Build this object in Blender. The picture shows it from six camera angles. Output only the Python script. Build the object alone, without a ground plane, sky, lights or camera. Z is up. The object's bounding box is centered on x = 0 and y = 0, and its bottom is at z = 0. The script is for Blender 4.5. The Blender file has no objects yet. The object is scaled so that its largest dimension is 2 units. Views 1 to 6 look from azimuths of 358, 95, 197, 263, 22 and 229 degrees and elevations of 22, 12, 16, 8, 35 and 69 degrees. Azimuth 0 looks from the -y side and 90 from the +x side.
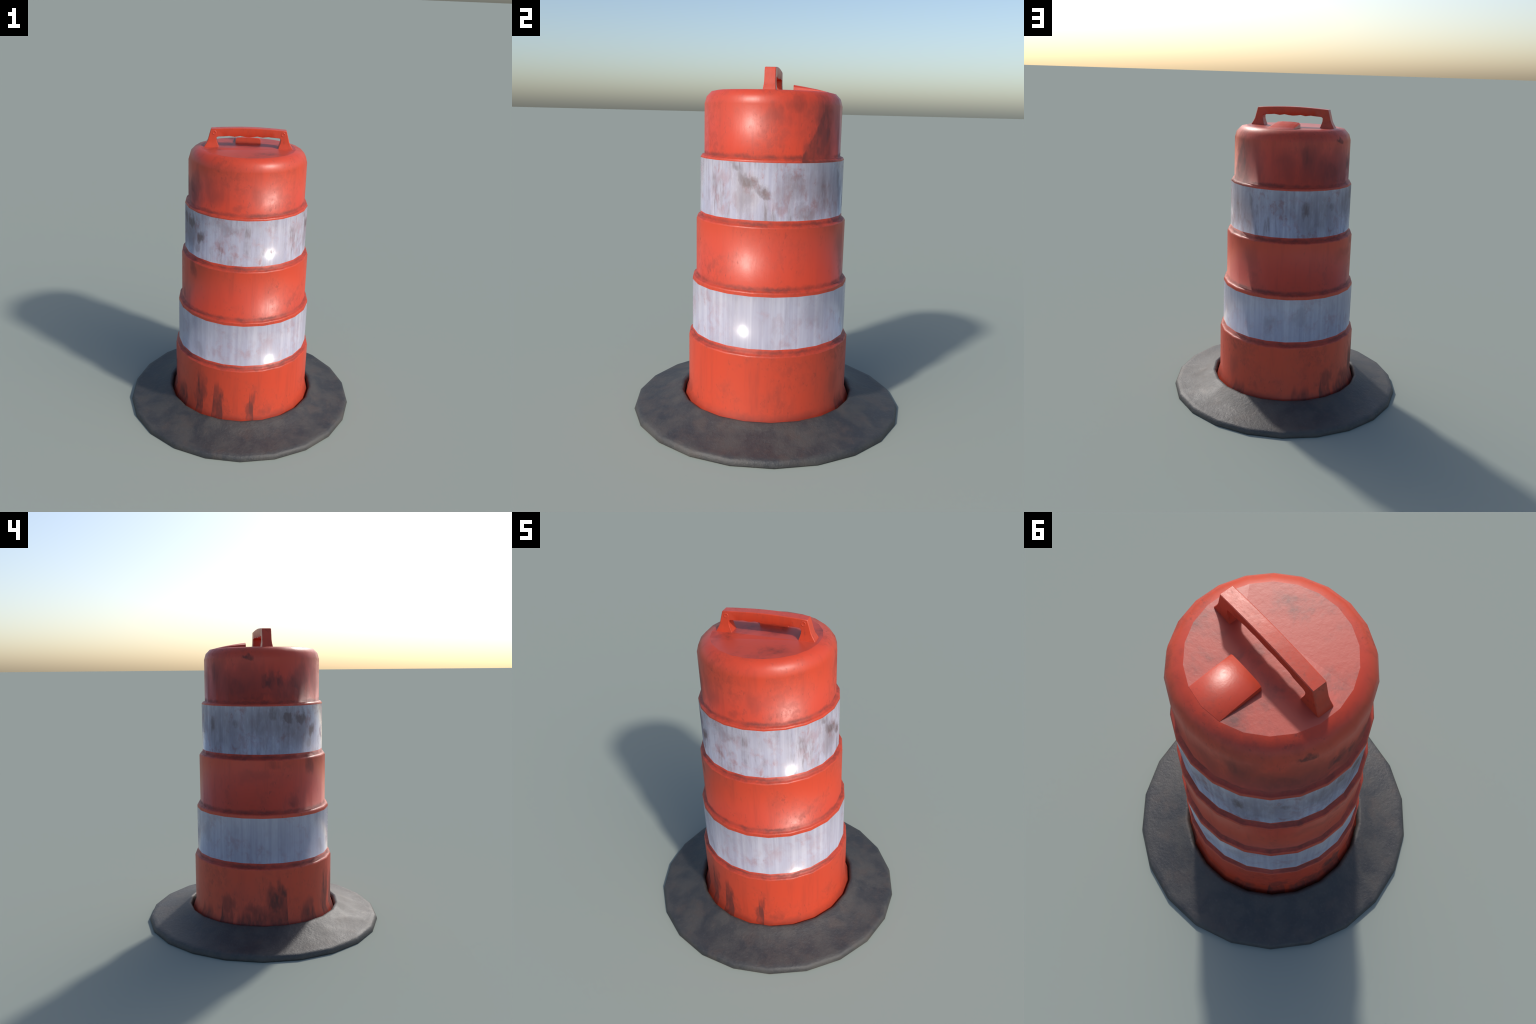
# Road-works traffic drum: stepped 22-sided plastic barrel with two reflective
# bands, a carry handle and a vent hump on its lid, standing in a rubber ring.
import bpy, math
from math import sin, cos, pi, radians
from mathutils import Vector

SIDES = 22                      # the drum and the ring are 22-sided prisms
ANG = [pi / 2 + k * 2 * pi / SIDES for k in range(SIDES)]

# ------------------------------------------------------------------ helpers
root = bpy.data.objects.new("traffic_barrel", None)
bpy.context.scene.collection.objects.link(root)
root.empty_display_size = 0.2
root["label"] = "dirty orange traffic drum with white bands and rubber base"
root["category"] = "traffic barrel"


def add_object(name, mesh, material, parent=root):
    obj = bpy.data.objects.new(name, mesh)
    bpy.context.scene.collection.objects.link(obj)
    obj.parent = parent
    mesh.materials.clear()
    mesh.materials.append(material)
    return obj


def make_mesh(name, verts, faces, vertex_normals=None, smooth=True):
    me = bpy.data.meshes.new(name)
    me.from_pydata([tuple(v) for v in verts], [], faces)
    me.update()
    for p in me.polygons:
        p.use_smooth = smooth
    if vertex_normals is not None:
        me.normals_split_custom_set_from_vertices([tuple(Vector(n).normalized()) for n in vertex_normals])
    return me


def lathe(name, strips):
    """strips: lists of (radius, z, tilt) - tilt is the degrees by which the
    surface normal leans up from the horizontal. Every strip is its own band."""
    verts, norms, faces = [], [], []
    for strip in strips:
        base = len(verts)
        for r, z, tilt in strip:
            t = radians(tilt)
            for a in ANG:
                verts.append((r * cos(a), r * sin(a), z))
                norms.append((cos(a) * cos(t), sin(a) * cos(t), sin(t)))
        for i in range(len(strip) - 1):
            for k in range(SIDES):
                k2 = (k + 1) % SIDES
                a, b = base + i * SIDES + k, base + i * SIDES + k2
                c, d = base + (i + 1) * SIDES + k2, base + (i + 1) * SIDES + k
                faces.append((d, c, b, a))          # strips run downwards
    faces = [tuple(reversed(f)) for f in faces]
    me = make_mesh(name, verts, faces)
    # strips run from top to bottom: outward winding
    me.flip_normals() if me.polygons[0].normal.dot(Vector(verts[0]) * Vector((1, 1, 0))) < 0 else None
    me.update()
    me.normals_split_custom_set_from_vertices([tuple(n) for n in norms])
    return me


# ------------------------------------------------------------ node building
class Graph:
    def __init__(self, name):
        self.mat = bpy.data.materials.new(name)
        self.mat.use_nodes = True
        self.t = self.mat.node_tree
        self.t.nodes.clear()
        self.out = self.t.nodes.new("ShaderNodeOutputMaterial")
        self.bsdf = self.t.nodes.new("ShaderNodeBsdfPrincipled")
        self.t.links.new(self.bsdf.outputs[0], self.out.inputs[0])
        self.co = self.t.nodes.new("ShaderNodeTexCoord").outputs["Object"]

    def put(self, sock, val):
        if hasattr(val, "is_output"):
            self.t.links.new(val, sock)
        elif val is not None:
            sock.default_value = val

    def m(self, op, a, b=None, c=None, clamp=False):
        n = self.t.nodes.new("ShaderNodeMath")
        n.operation = op
        n.use_clamp = clamp
        for s, v in zip(n.inputs, (a, b, c)):
            self.put(s, v)
        return n.outputs[0]

    def scaled(self, sx, sy, sz, off=(0, 0, 0)):
        n = self.t.nodes.new("ShaderNodeMapping")
        self.put(n.inputs["Vector"], self.co)
        n.inputs["Scale"].default_value = (sx, sy, sz)
        n.inputs["Location"].default_value = off
        return n.outputs[0]

    def noise(self, vec, scale=1.0, detail=4.0, rough=0.55, dist=0.0):
        n = self.t.nodes.new("ShaderNodeTexNoise")
        self.put(n.inputs["Vector"], vec)
        n.inputs["Scale"].default_value = scale
        n.inputs["Detail"].default_value = detail
        n.inputs["Roughness"].default_value = rough
        n.inputs["Distortion"].default_value = dist
        return n.outputs[0]

    def ramp(self, fac, lo, hi, a=0.0, b=1.0, smooth=True):
        n = self.t.nodes.new("ShaderNodeMapRange")
        n.interpolation_type = "SMOOTHSTEP" if smooth else "LINEAR"
        self.put(n.inputs["Value"], fac)
        for i, v in zip((1, 2, 3, 4), (lo, hi, a, b)):
            self.put(n.inputs[i], v)
        return n.outputs[0]

    def mix(self, fac, a, b, mode="MIX"):
        n = self.t.nodes.new("ShaderNodeMix")
        n.data_type = "RGBA"
        n.blend_type = mode
        col = lambda v: v if hasattr(v, "is_output") else (v[0], v[1], v[2], 1.0)
        self.put(n.inputs[0], fac)
        self.put(n.inputs[6], col(a))
        self.put(n.inputs[7], col(b))
        return n.outputs[2]

    def polar(self):
        """angle about the drum axis (radians) and height"""
        s = self.t.nodes.new("ShaderNodeSeparateXYZ")
        self.put(s.inputs[0], self.co)
        return self.m("ARCTAN2", s.outputs[1], s.outputs[0]), s.outputs[2], s.outputs

    def bump(self, height, strength, distance):
        n = self.t.nodes.new("ShaderNodeBump")
        n.inputs["Strength"].default_value = strength
        n.inputs["Distance"].default_value = distance
        self.put(n.inputs["Height"], height)
        self.put(self.bsdf.inputs["Normal"], n.outputs[0])

    def stains(self, spots, warp_angle=0.30, warp_height=0.13, ragged=0.9):
        """smears of dirt: (angle deg, height, half width deg, half height, strength)"""
        ang, z, _ = self.polar()
        streak = self.noise(self.scaled(7, 7, 2.2, (3, 1, 7)), 1.0, 5, 0.6)
        blot = self.noise(self.scaled(8, 8, 6, (1, 8, 2)), 1.0, 5, 0.6)
        a2 = self.m("MULTIPLY_ADD", self.m("SUBTRACT", streak, 0.5), warp_angle * 2, ang)
        z2 = self.m("MULTIPLY_ADD", self.m("SUBTRACT", blot, 0.5), warp_height * 2, z)
        grain = self.noise(self.scaled(34, 34, 9, (5, 5, 5)), 1.0, 6, 0.68)
        edge = self.m("MULTIPLY", self.m("SUBTRACT", grain, 0.5), ragged * 2)
        total = None
        for t0, z0, wt, hz, k in spots:
            da = self.m("WRAP", self.m("SUBTRACT", a2, radians(t0)), pi, -pi)
            da = self.m("DIVIDE", da, radians(wt))
            dz = self.m("DIVIDE", self.m("SUBTRACT", z2, z0), hz)
            d = self.m("ADD", self.m("MULTIPLY", da, da), self.m("MULTIPLY", dz, dz))
            d = self.m("ADD", self.m("SQRT", d), edge)
            v = self.ramp(d, 1.45, 0.25, 0.0, k)
            total = v if total is None else self.m("MAXIMUM", total, v)
        return self.m("MULTIPLY", total, self.ramp(grain, 0.3, 0.62, 0.70, 1.12))


# -------------------------------------------------------------- proportions
RADII = [0.3888, 0.4105, 0.4325, 0.4545, 0.4757]       # drum grows step by step
CREASES = [1.5200, 1.1725, 0.8240, 0.4745]            # height of each step
LID_Z, LID_R = 1.8725, 0.3105
BANDS = [(1.5020, 1.1990), (0.7960, 0.5025)]          # reflective sheeting

# ---------------------------------------------------------------- materials
ORANGE = (0.555, 0.053, 0.020)

# where dirt sits on the orange plastic
ORANGE_STAINS = [
    (50, 1.70, 6, 0.11, 0.85), (45, 1.60, 13, 0.09, 0.6), (8, 1.73, 12, 0.05, 0.35), (24, 1.81, 9, 0.05, 0.4),
    (60, 1.62, 9, 0.12, 0.5), (157, 1.80, 5, 0.028, 0.8), (122, 1.72, 9, 0.13, 0.65), (146, 1.62, 17, 0.09, 0.6),
    (175, 1.65, 9, 0.06, 0.75), (-171, 1.64, 10, 0.06, 0.75), (-153, 1.62, 12, 0.06, 0.65), (-148, 1.66, 10, 0.10, 0.5),
    (100, 1.66, 11, 0.12, 0.35), (160, 1.56, 26, 0.04, 0.5), (-98, 1.585, 7, 0.03, 0.35), (-77, 1.65, 9, 0.05, 0.3),
    (-125, 1.64, 12, 0.10, 0.4), (-160, 0.91, 7, 0.06, 0.5), (-176, 1.14, 6, 0.03, 0.4), (-144, 1.10, 5, 0.06, 0.5),
    (150, 1.62, 40, 0.14, 0.45), (-165, 1.58, 30, 0.07, 0.55), (125, 1.70, 16, 0.18, 0.5), (52, 1.68, 9, 0.16, 0.8), (42, 1.57, 14, 0.07, 0.75), (70, 1.65, 10, 0.2, 0.4),  # first three: broad soft darkening on the back of the top tier
    (70, 1.05, 10, 0.09, 0.25), (170, 1.05, 20, 0.05, 0.25),
    (-178, 0.25, 9, 0.09, 0.85), (-172, 0.32, 4, 0.07, 0.8), (166, 0.19, 10, 0.05, 0.65), (142, 0.22, 5, 0.07, 0.6),
    (-125, 0.28, 3.5, 0.13, 0.6), (-110, 0.22, 4.5, 0.11, 0.85), (-110, 0.17, 6, 0.05, 0.8), (-82, 0.20, 2.6, 0.10, 0.7),
    (-70, 0.15, 5, 0.035, 0.4), (10, 0.24, 3, 0.09, 0.3), (55, 0.25, 8, 0.1, 0.25), (-150, 0.2, 7, 0.07, 0.5),
]


# dirt thrown up from the ground: (angle deg, half width deg, height reached)
SPLASHES = [(179, 13, 0.19), (-173, 5, 0.29), (162, 12, 0.10), (142, 6, 0.17), (-110, 5, 0.24), (-127, 3.5, 0.28),
            (-82, 2.2, 0.20), (-150, 9, 0.12), (120, 9, 0.08), (66, 8, 0.06)]


def orange_plastic(name, drum=True):
    g = Graph(name)
    ang, z, xyz = g.polar()
    fine = g.noise(g.scaled(26, 26, 20, (2, 4, 1)), 1.0, 6, 0.65)
    cloud = g.noise(g.scaled(4.5, 4.5, 3.4, (9, 2, 5)), 1.0, 5, 0.6, 0.4)
    streak = g.noise(g.scaled(17, 17, 1.6, (4, 0, 3)), 1.0, 5, 0.62)
    speck = g.noise(g.scaled(55, 55, 26, (7, 1, 2)), 1.0, 4, 0.6)
    col = g.mix(g.ramp(cloud, 0.35, 0.7), ORANGE, (0.545, 0.058, 0.024))
    # light film of dust, soft run-off streaks and fine specks
    film = g.m("MULTIPLY", g.ramp(cloud, 0.42, 0.72), g.ramp(fine, 0.36, 0.66))
    film = g.m("MAXIMUM", g.m("MULTIPLY", film, 0.36), g.ramp(streak, 0.48, 0.82, 0, 0.30))
    film = g.m("MAXIMUM", film, g.m("MULTIPLY", g.m("MULTIPLY", g.ramp(speck, 0.54, 0.72), g.ramp(cloud, 0.38, 0.6)), 0.42))
    dirt = film
    if drum:
        dirt = g.m("MAXIMUM", dirt, g.stains(ORANGE_STAINS))
        # a wedge-shaped run of grime with one crisp slanting edge
        smudge = g.noise(g.scaled(16, 16, 7, (2, 9, 4)), 1.0, 6, 0.65)
        wa = g.m("MULTIPLY_ADD", g.m("SUBTRACT", smudge, 0.5), 0.13, ang)
        left = g.m("MULTIPLY_ADD", g.m("SUBTRACT", z, 1.524), radians(22) / 0.274, radians(27.6))
        wedge = g.m("MULTIPLY", g.ramp(g.m("SUBTRACT", wa, left), -0.02, 0.05), g.ramp(wa, radians(74), radians(54)))
        wedge = g.m("MULTIPLY", wedge, g.m("MULTIPLY", g.ramp(z, 1.84, 1.76), g.ramp(z, 1.500, 1.506)))
        dirt = g.m("MAXIMUM", dirt, g.m("MULTIPLY", wedge, g.ramp(smudge, 0.3, 0.65, 0.5, 0.85)))
        # splashes climbing from the foot of the drum in ragged vertical fingers
        finger = g.noise(g.scaled(20, 20, 0.8, (7, 7, 2)), 1.0, 5, 0.65)
        climb = None
        for t0, w, top in SPLASHES:
            da = g.m("ABSOLUTE", g.m("WRAP", g.m("SUBTRACT", ang, radians(t0)), pi, -pi))
            hgt = g.ramp(da, radians(w * 1.2), radians(w * 0.55), 0.0, top)
            climb = hgt if climb is None else g.m("MAXIMUM", climb, hgt)
        climb = g.m("MULTIPLY", climb, g.ramp(finger, 0.32, 0.58, 0.35, 1.1))
        over = g.m("SUBTRACT", g.m("MULTIPLY_ADD", g.m("SUBTRACT", smudge, 0.5), 0.10, z), g.m("ADD", climb, 0.075))
        splash = g.m("MULTIPLY", g.ramp(over, 0.065, -0.05), g.ramp(smudge, 0.3, 0.65, 0.42, 0.85))
        splash = g.m("MULTIPLY", splash, g.ramp(climb, 0.005, 0.05))
        dirt = g.m("MAXIMUM", dirt, g.m("MULTIPLY", splash, g.ramp(z, 0.47, 0.45)))
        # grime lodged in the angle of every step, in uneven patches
        wob = g.noise(g.scaled(26, 26, 22, (1, 1, 1)), 1.0, 6, 0.7)
        rag = g.m("MULTIPLY_ADD", g.m("SUBTRACT", wob, 0.5), 0.040, z)
        patch = g.ramp(g.noise(g.scaled(8, 8, 5, (6, 3, 3)), 1.0, 5, 0.65), 0.34, 0.64, 0.30, 0.72)
        for zc, thick, k in [(c + 0.007, 0.024, 1.0) for c in CREASES] + [(0.105, 0.045, 0.62)]:  # last entry: broad soft darker band round the foot flare
            d = g.m("ABSOLUTE", g.m("SUBTRACT", rag, zc))
            dirt = g.m("MAXIMUM", dirt, g.m("MULTIPLY", g.ramp(d, thick, 0.0, 0.0, k), patch))
    col = g.mix(dirt, col, (0.066, 0.019, 0.016))
    g.put(g.bsdf.inputs["Base Color"], col)
    g.put(g.bsdf.inputs["Roughness"], g.ramp(g.m("ADD", dirt, g.m("MULTIPLY", fine, 0.3)), 0.05, 0.9, 0.36 if drum else 0.31, 0.62, False))
    g.bsdf.inputs["Specular IOR Level"].default_value = 0.5
    g.bump(g.m("ADD", g.m("MULTIPLY", fine, 0.6), g.m("MULTIPLY", streak, 0.5)), 0.25, 0.004)
    return g.mat


BAND_STAINS = [
    (-22, 1.46, 6, 0.04, 0.5), (-15, 1.40, 8, 0.06, 0.8), (-3, 1.36, 9, 0.035, 0.7), (-16, 1.33, 10, 0.10, 0.45),
    (22, 1.37, 14, 0.10, 0.45), (48, 1.36, 10, 0.13, 0.6), (62, 1.32, 11, 0.14, 0.5), (30, 1.25, 12, 0.05, 0.45),
    (80, 1.40, 8, 0.1, 0.3), (122, 1.39, 8, 0.07, 0.8), (148, 1.38, 8, 0.06, 0.6), (135, 1.30, 14, 0.07, 0.5),
    (168, 1.38, 8, 0.10, 0.5), (-178, 1.45, 9, 0.06, 0.7), (-163, 1.43, 8, 0.05, 0.95), (-152, 1.45, 7, 0.06, 0.85),
    (-165, 1.30, 13, 0.10, 0.5), (-137, 1.34, 6, 0.06, 0.85), (-142, 1.27, 9, 0.05, 0.4), (105, 1.42, 9, 0.08, 0.35),
    (-105, 1.45, 14, 0.04, 0.25), (118, 0.66, 8, 0.08, 0.35), (150, 0.70, 9, 0.08, 0.3), (-130, 0.56, 9, 0.05, 0.3),
    (175, 0.62, 12, 0.07, 0.25), (135, 1.36, 34, 0.18, 0.48), (-165, 1.38, 28, 0.17, 0.6), (172, 1.40, 24, 0.13, 0.55), (52, 1.36, 28, 0.17, 0.5), (100, 1.4, 18, 0.14, 0.35), (170, 0.65, 60, 0.2, 0.28), (40, 0.68, 14, 0.10, 0.22), (95, 0.62, 9, 0.06, 0.3),  # (170, 0.65) oval: broad faint darkening across the back of the lower band
]


# places where the sheeting is rubbed through to the red
WORN_SPOTS = [
    (-112, 1.28, 11, 0.09, 0.9), (-98, 1.25, 11, 0.05, 0.9), (-100, 1.42, 14, 0.06, 0.6), (-72, 1.27, 5, 0.06, 0.8),
    (-35, 1.32, 14, 0.14, 0.75), (22, 1.30, 20, 0.12, 0.75), (50, 1.28, 16, 0.10, 0.7), (-85, 0.60, 13, 0.06, 0.7),
    (-112, 0.57, 8, 0.06, 0.6), (-70, 0.66, 10, 0.08, 0.5), (-30, 0.66, 10, 0.1, 0.45), (160, 1.32, 18, 0.1, 0.6),
    (25, 0.62, 22, 0.09, 0.4), (-125, 1.44, 9, 0.05, 0.6),
]


def reflective_sheeting():
    g = Graph("reflective_sheeting")
    ang, z, xyz = g.polar()
    line = g.noise(g.scaled(46, 46, 0.9, (2, 6, 1)), 1.0, 3, 0.6)
    wide = g.noise(g.scaled(13, 13, 0.7, (8, 3, 1)), 1.0, 3, 0.5)
    blot = g.noise(g.scaled(20, 20, 13, (3, 3, 8)), 1.0, 6, 0.65, 0.3)
    area = g.noise(g.scaled(5, 5, 6, (6, 1, 4)), 1.0, 3, 0.5)
    drip = g.noise(g.scaled(26, 26, 4, (0, 2, 6)), 1.0, 5, 0.65)
    col = g.mix(g.ramp(line, 0.3, 0.7), (0.47, 0.455, 0.52), (0.375, 0.36, 0.435))
    col = g.mix(g.ramp(wide, 0.4, 0.7, 0, 0.5), col, (0.33, 0.315, 0.385))
    # scuffs where the red plastic shows through
    scuff = g.m("MULTIPLY", g.ramp(blot, 0.47, 0.66), g.ramp(area, 0.40, 0.60))
    scuff = g.m("MULTIPLY", scuff, g.ramp(z, 0.9, 1.1, 0.6, 1.0))
    worn = g.m("MULTIPLY", g.stains(WORN_SPOTS, 0.25, 0.12), g.ramp(blot, 0.42, 0.60))
    scuff = g.m("MAXIMUM", scuff, worn)
    col = g.mix(g.m("MULTIPLY", scuff, 0.62), col, (0.30, 0.135, 0.135))
    # general grime, more of it on the upper band
    upper = g.ramp(z, 0.9, 1.1, 0.40, 1.35)
    grime = g.m("MULTIPLY", g.m("MULTIPLY", g.ramp(drip, 0.45, 0.72), g.ramp(area, 0.62, 0.38)), upper)
    dirt = g.m("MAXIMUM", g.m("MULTIPLY", grime, 0.55), g.m("MULTIPLY", g.stains(BAND_STAINS, 0.22, 0.12), g.ramp(z, 0.9, 1.1, 1.0, 1.22)), clamp=True)
    col = g.mix(g.m("MULTIPLY", dirt, 0.85), col, (0.098, 0.058, 0.052))
    g.put(g.bsdf.inputs["Base Color"], col)
    g.put(g.bsdf.inputs["Roughness"], g.ramp(g.m("MAXIMUM", dirt, g.m("MULTIPLY", scuff, 0.5)), 0.0, 0.5, 0.17, 0.58, False))
    g.bump(g.m("ADD", line, g.m("MULTIPLY", blot, 0.4)), 0.03, 0.003)
    return g.mat


def black_rubber():
    g = Graph("black_rubber")
    a = g.noise(g.scaled(7, 7, 7, (3, 2, 1)), 1.0, 5, 0.6, 0.3)
    b = g.noise(g.scaled(9, 9, 9, (8, 5, 1)), 1.0, 5, 0.6)
    f = g.noise(g.scaled(70, 70, 70), 1.0, 4, 0.65)
    col = g.mix(g.ramp(a, 0.35, 0.65), (0.027, 0.027, 0.029), (0.054, 0.050, 0.046))
    col = g.mix(g.ramp(b, 0.5, 0.7, 0, 0.7), col, (0.060, 0.046, 0.039))
    col = g.mix(g.ramp(f, 0.5, 0.75, 0, 0.35), col, (0.085, 0.079, 0.075))
    g.put(g.bsdf.inputs["Base Color"], col)
    g.put(g.bsdf.inputs["Roughness"], g.ramp(a, 0.3, 0.7, 0.54, 0.68, False))
    g.bsdf.inputs["Specular IOR Level"].default_value = 0.75
    g.bump(g.m("ADD", g.m("MULTIPLY", f, 0.5), g.m("MULTIPLY", g.noise(g.scaled(30, 30, 30), 1.0, 5, 0.65), 0.8)), 0.45, 0.008)
    return g.mat


def lid_plastic():
    g = Graph("lid_plastic")
    fine = g.noise(g.scaled(30, 30, 20, (2, 4, 1)), 1.0, 6, 0.65)
    cloud = g.noise(g.scaled(5.5, 5.5, 4, (4.3, 2.2, 5)), 1.0, 7, 0.66, 0.3)
    dirt = g.m("MULTIPLY", g.ramp(cloud, 0.44, 0.74), g.ramp(fine, 0.3, 0.62, 0.45, 0.85))
    col = g.mix(dirt, (0.47, 0.054, 0.028), (0.090, 0.022, 0.018))
    g.put(g.bsdf.inputs["Base Color"], col)
    g.bsdf.inputs["Roughness"].default_value = 0.44
    g.bsdf.inputs["Specular IOR Level"].default_value = 0.62
    g.bump(fine, 0.2, 0.004)
    return g.mat


drum_mat = orange_plastic("drum_plastic")
part_mat = orange_plastic("handle_plastic", drum=False)
lid_mat = lid_plastic()
band_mat = reflective_sheeting()
rubber_mat = black_rubber()

# --------------------------------------------------------------------- drum
# Each step: a flat shelf, a small chamfer, then the vertical wall below it.
STEP_BEVEL = 0.007
strips, strip = [], [
    (LID_R, LID_Z, 73), (0.3495, 1.8640, 52), (0.3775, 1.8355, 28), (RADII[0], 1.7970, 8)]
walls = []                                             # (top tilt) bookkeeping for the bands
for i, zc in enumerate(CREASES):
    r_in, r_out = RADII[i], RADII[i + 1]
    z_out = zc - 0.0140
    top_edge, end_edge = (r_out, z_out), None
    strip.append((r_in, zc, 45))                       # crease: wall and shelf share a normal
    strip.append((r_out - STEP_BEVEL, zc - 0.0025, 62))
    strip.append((r_out, z_out, 6))
    if i in (0, 2):                                    # this wall carries a band
        hi, lo = BANDS[i // 2]
        z_next = CREASES[i + 1]
        lerp = lambda z: (z_out - z) / (z_out - z_next)

        def tilt_at(z, f0=6, f1=45):
            f = lerp(z)
            h = (1 - f) * cos(radians(f0)) + f * cos(radians(f1))
            v = (1 - f) * sin(radians(f0)) + f * sin(radians(f1))
            return math.degrees(math.atan2(v, h))
        hi_p, lo_p = (r_out, hi, tilt_at(hi)), (r_out, lo, tilt_at(lo))
        strip.append(hi_p)
        strips.append(strip)
        band = lathe("reflective_band", [[hi_p, lo_p]])
        add_object("reflective_band", band, band_mat)
        strip = [lo_p]
strip += [(RADII[4], 0.1370, 12), (0.5030, 0.0660, 20), (0.5040, 0.0040, 0)]
strips.append(strip)
add_object("drum_body", lathe("drum_body", strips), drum_mat)

# ---------------------------------------------------------------------- lid
FOOT_IN, FOOT_OUT, FOOT_Y = 0.195, 0.287, -0.034
ring = [Vector((LID_R * cos(a), LID_R * sin(a), LID_Z)) for a in ANG]
corner = {"pi": Vector((FOOT_IN, FOOT_Y, LID_Z)), "po": Vector((FOOT_OUT, FOOT_Y, LID_Z)),
          "ni": Vector((-FOOT_IN, FOOT_Y, LID_Z)), "no": Vector((-FOOT_OUT, FOOT_Y, LID_Z))}
lid_v = ring + [corner[k] for k in ("pi", "po", "ni", "no")]
PI_, PO, NI, NO = range(SIDES, SIDES + 4)
L, R = 7, 15          # ring corners left (-155 deg) and right (-24 deg) of the front
lid_f = [tuple(range(L, R + 1)) + (PI_,),                     # front panel
         (PI_, NI, L), (NI, NO, L), (NO, L - 1, L),           # level, normals leaned to draw the sheen patch before one foot
         (PO, PI_, R), (PO, R, R + 1),                        # and before the other
         tuple(range(R + 1, SIDES)) + tuple(range(0, L)) + (NO, NI, PI_, PO)]
lid_me = make_mesh("lid", lid_v, lid_f)
if lid_me.polygons[0].normal.z < 0:
    lid_me.flip_normals()
loop_n = []
for p in lid_me.polygons:
    leaning = 0 < p.index < 6
    for li in p.loop_indices:
        vi = lid_me.loops[li].vertex_index
        t = radians(11) if leaning and vi >= SIDES else (radians(5) if leaning else 0)
        loop_n.append((0, -sin(t), cos(t)))
lid_me.normals_split_custom_set(loop_n)
add_object("lid", lid_me, lid_mat)

# ------------------------------------------------------- vent hump on the lid
HUMP_FRONT, HUMP_H = 0.115, 0.0355
hump_v, hump_f = [], []
ROWS = 4
for i in range(ROWS):
    f = i / (ROWS - 1)
    w = 0.0845 + (0.0876 - 0.0845) * f
    y_side = HUMP_FRONT + (LID_R * sin(radians(73.6)) - HUMP_FRONT) * f
    y_mid = HUMP_FRONT + (LID_R - HUMP_FRONT) * f
    h = HUMP_H * (1 - 0.80 * f - 0.20 * f ** 3)
    section = [(-1.0, -0.006), (-0.975, h * 0.62), (-0.84, h * 0.90), (-0.45, h * 0.985), (0, h),
               (0.45, h * 0.985), (0.84, h * 0.90), (0.975, h * 0.62), (1.0, -0.006)]
    for sx, hz in section:
        y = y_side + (y_mid - y_side) * (1 - abs(sx))
        hump_v.append((sx * w, y, LID_Z + hz + (0.0008 if hz > 0 or f == 1 else 0)))
N9 = 9
for i in range(ROWS - 1):
    for j in range(N9 - 1):
        a = i * N9 + j
        hump_f.append((a, a + 1, a + N9 + 1, a + N9))
hump_f.append(tuple(reversed(range(N9))))
hump_me = make_mesh("vent_hump", hump_v, hump_f)
loop_n = []
for p in hump_me.polygons:
    if len(p.vertices) > 4:
        kind = "front"
    else:
        j = min(v % N9 for v in p.vertices)
        kind = "side" if j in (0, N9 - 2) else "top"
    for li in p.loop_indices:
        v = hump_me.loops[li].vertex_index
        sx, f = (v % N9 - 4) / 4, (v // N9) / (ROWS - 1)
        if kind == "front":
            n = (0, -1, 0.12)
        elif kind == "side":
            n = (1 if sx > 0 else -1, -0.05, 0.35)
        else:
            n = (sin(radians(34 * sx)), -sin(radians(24 * (1 - f))) + 0.25 * f, 1)
        loop_n.append(tuple(Vector(n).normalized()))
if hump_me.polygons[0].normal.z < 0:
    raise RuntimeError("hump winding")
hump_me.normals_split_custom_set(loop_n)
hump = add_object("vent_hump", hump_me, part_mat)

# ------------------------------------------------------------------- handle
# stations along one half of the arch, from a foot to the middle:
# outer edge (x, z), inner edge (x, z), half width outer, half width inner,
# drop and inset of the chamfer under the grip
half = [
    (0.2890, 1.868, 0.1910, 1.868, .0355, .0355, .001, .001),
    (0.2860, 1.876, 0.1945, 1.876, .0345, .0345, .001, .001),
    (0.2735, 1.896, 0.2015, 1.896, .0315, .0315, .001, .001),
    (0.2635, 1.916, 0.2065, 1.914, .0302, .0302, .002, .002),
    (0.2525, 1.957, 0.2080, 1.930, .0300, .0300, .002, .002),
    (0.2437, 1.9875, 0.2060, 1.937, .0300, .0300, .002, .002),
    (0.2425, 1.9890, 0.1970, 1.9420, .0300, .0300, .002, .002),
    (0.2000, 1.9925, 0.1750, 1.9435, .0300, .0300, .002, .002),
    (0.1560, 1.9952, 0.1450, 1.9455, .0300, .0300, .003, .002),
    (0.1270, 1.9966, 0.1270, 1.9475, .0300, .0300, .010, .003),
    (0.1080, 1.9975, 0.1080, 1.9450, .0300, .0300, .014, .005),
    (0.0900, 1.9982, 0.0900, 1.9420, .0300, .0300, .018, .006),
    (0.0730, 1.9988, 0.0730, 1.9450, .0300, .0300, .014, .005),
    (0.0560, 1.9993, 0.0560, 1.9485, .0300, .0300, .012, .005),
    (0.0300, 1.9998, 0.0300, 1.9440, .0300, .0300, .016, .006),
    (0.0000, 2.0000, 0.0000, 1.9415, .0300, .0300, .018, .006),
]
stations = [tuple([-s[0], s[1], -s[2], s[3], *s[4:]]) for s in half] + list(reversed(half[:-1]))
EDGE = 0.0032
hv, hf = [], []
for ox, oz, ix, iz, wo, wi, drop, inset in stations:
    o, n = Vector((ox, 0, oz)), Vector((ix, 0, iz))
    d = (n - o).normalized()
    pts = [(o, wo - EDGE), (o + d * EDGE, wo), (n - d * drop, wi), (n, wi - inset)]
    loop = [(p.x, -w, p.z) for p, w in pts] + [(p.x, w, p.z) for p, w in reversed(pts)]
    hv += loop
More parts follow.
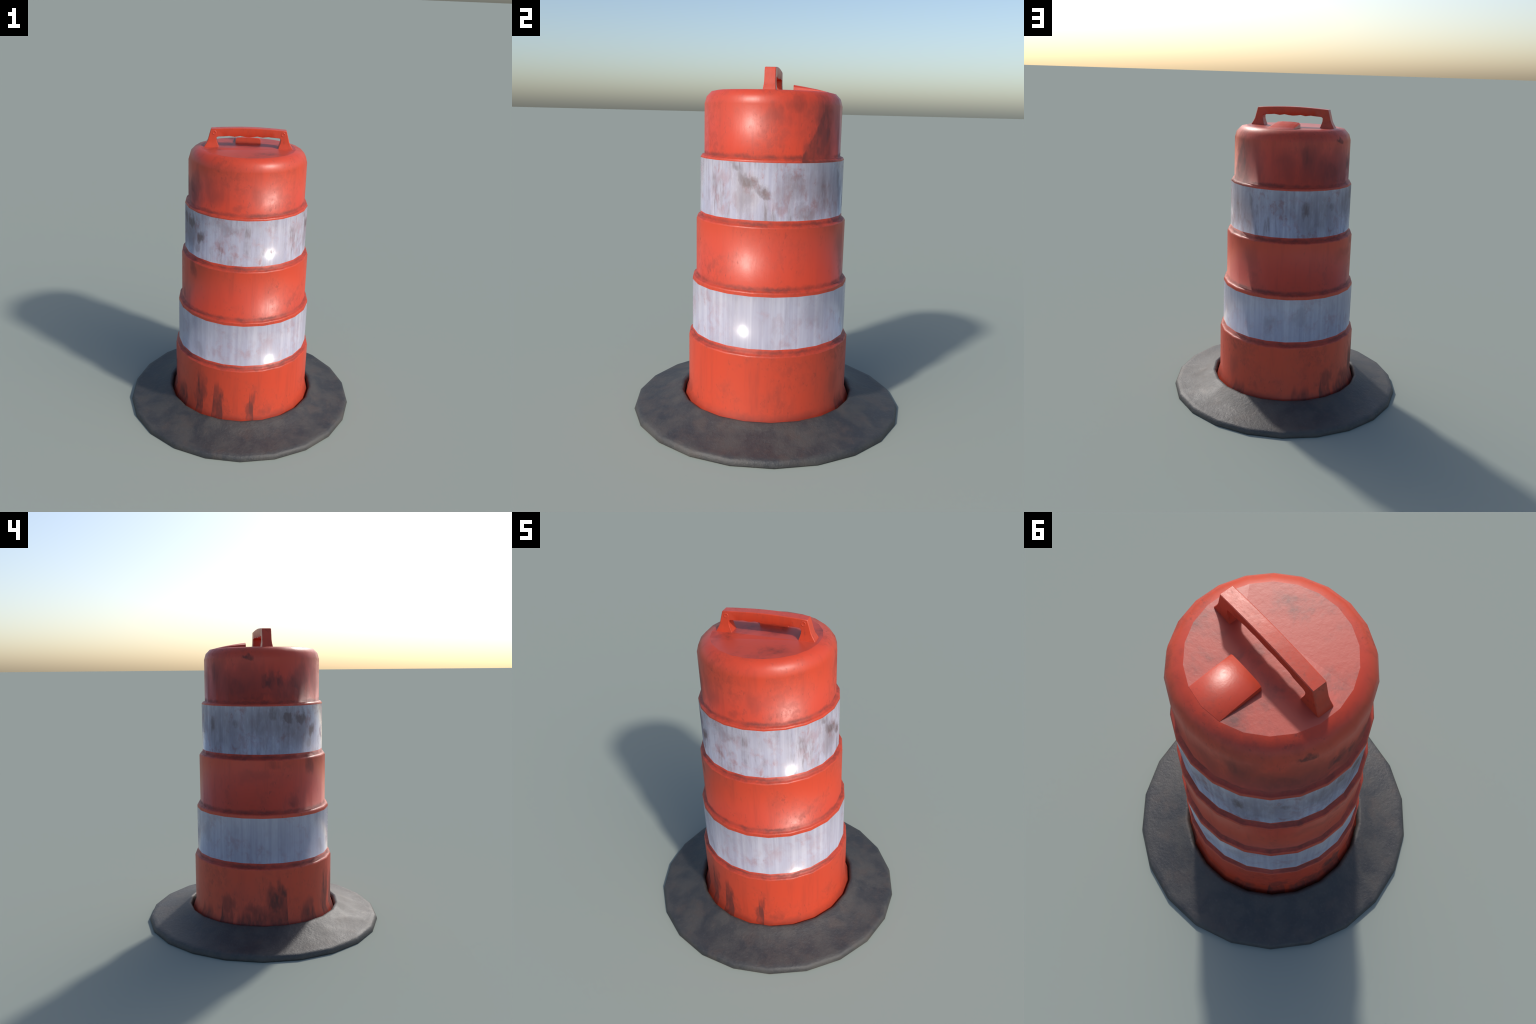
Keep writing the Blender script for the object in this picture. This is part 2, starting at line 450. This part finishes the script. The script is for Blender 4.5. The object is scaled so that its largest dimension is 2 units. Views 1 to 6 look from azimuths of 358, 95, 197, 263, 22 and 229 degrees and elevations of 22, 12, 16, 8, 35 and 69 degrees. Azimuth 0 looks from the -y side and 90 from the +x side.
for i in range(len(stations) - 1):
    for j in range(8):
        a, b = i * 8 + j, i * 8 + (j + 1) % 8
        hf.append((a, b, b + 8, a + 8))
hf.append(tuple(range(8)))
hf.append(tuple(reversed(range(len(hv) - 8, len(hv)))))
handle_me = make_mesh("handle", hv, hf)
import bmesh
bm = bmesh.new()
bm.from_mesh(handle_me)
bmesh.ops.recalc_face_normals(bm, faces=bm.faces)
bm.to_mesh(handle_me)
bm.free()
for p in handle_me.polygons:
    p.use_smooth = True
handle_me.set_sharp_from_angle(angle=radians(34))
handle = add_object("handle", handle_me, part_mat)

# moulded round boss at each end of the grip, on the front face
boss_profile = [(0.0, 0.0006), (0.0090, 0.0006), (0.0108, 0.0016), (0.0125, 0.0016), (0.0145, -0.0004)]
bv, bf, BS = [], [], 24
for r, h in boss_profile:
    for k in range(BS):
        a = 2 * pi * k / BS
        bv.append((r * cos(a), -h, r * sin(a)))
for i in range(len(boss_profile) - 1):
    for k in range(BS):
        k2 = (k + 1) % BS
        bf.append((i * BS + k, i * BS + k2, (i + 1) * BS + k2, (i + 1) * BS + k))
boss_me = make_mesh("boss", bv, bf)
bm = bmesh.new()
bm.from_mesh(boss_me)
bmesh.ops.remove_doubles(bm, verts=bm.verts, dist=1e-6)
bmesh.ops.recalc_face_normals(bm, faces=bm.faces)
bm.to_mesh(boss_me)
bm.free()
if boss_me.polygons[0].normal.y > 0:
    boss_me.flip_normals()
for p in boss_me.polygons:
    p.use_smooth = True
for sx in (-1, 1):
    boss = add_object("boss", boss_me, part_mat, handle)
    boss.location = (sx * 0.2215, -0.0300, 1.9665)

# -------------------------------------------------------------- rubber ring
ring_strip = [
    (0.5030, 0.0400, 0), (0.5045, 0.0780, 0), (0.5095, 0.1005, 0), (0.5190, 0.1098, 0), (0.5330, 0.1080, 0),
    (0.5650, 0.0920, 0), (0.6200, 0.0700, 0), (0.6900, 0.0500, 0), (0.7600, 0.0380, 0), (0.7840, 0.0350, 0),
    (0.7960, 0.0270, 0), (0.8035, 0.0040, 0), (0.8025, 0.0000, 0), (0.5030, 0.0000, 0)]
ring_me = lathe("rubber_ring", [ring_strip])
ring_me.normals_split_custom_set_from_vertices([(0, 0, 0)] * len(ring_me.vertices))   # default smooth normals
add_object("rubber_ring", ring_me, rubber_mat)
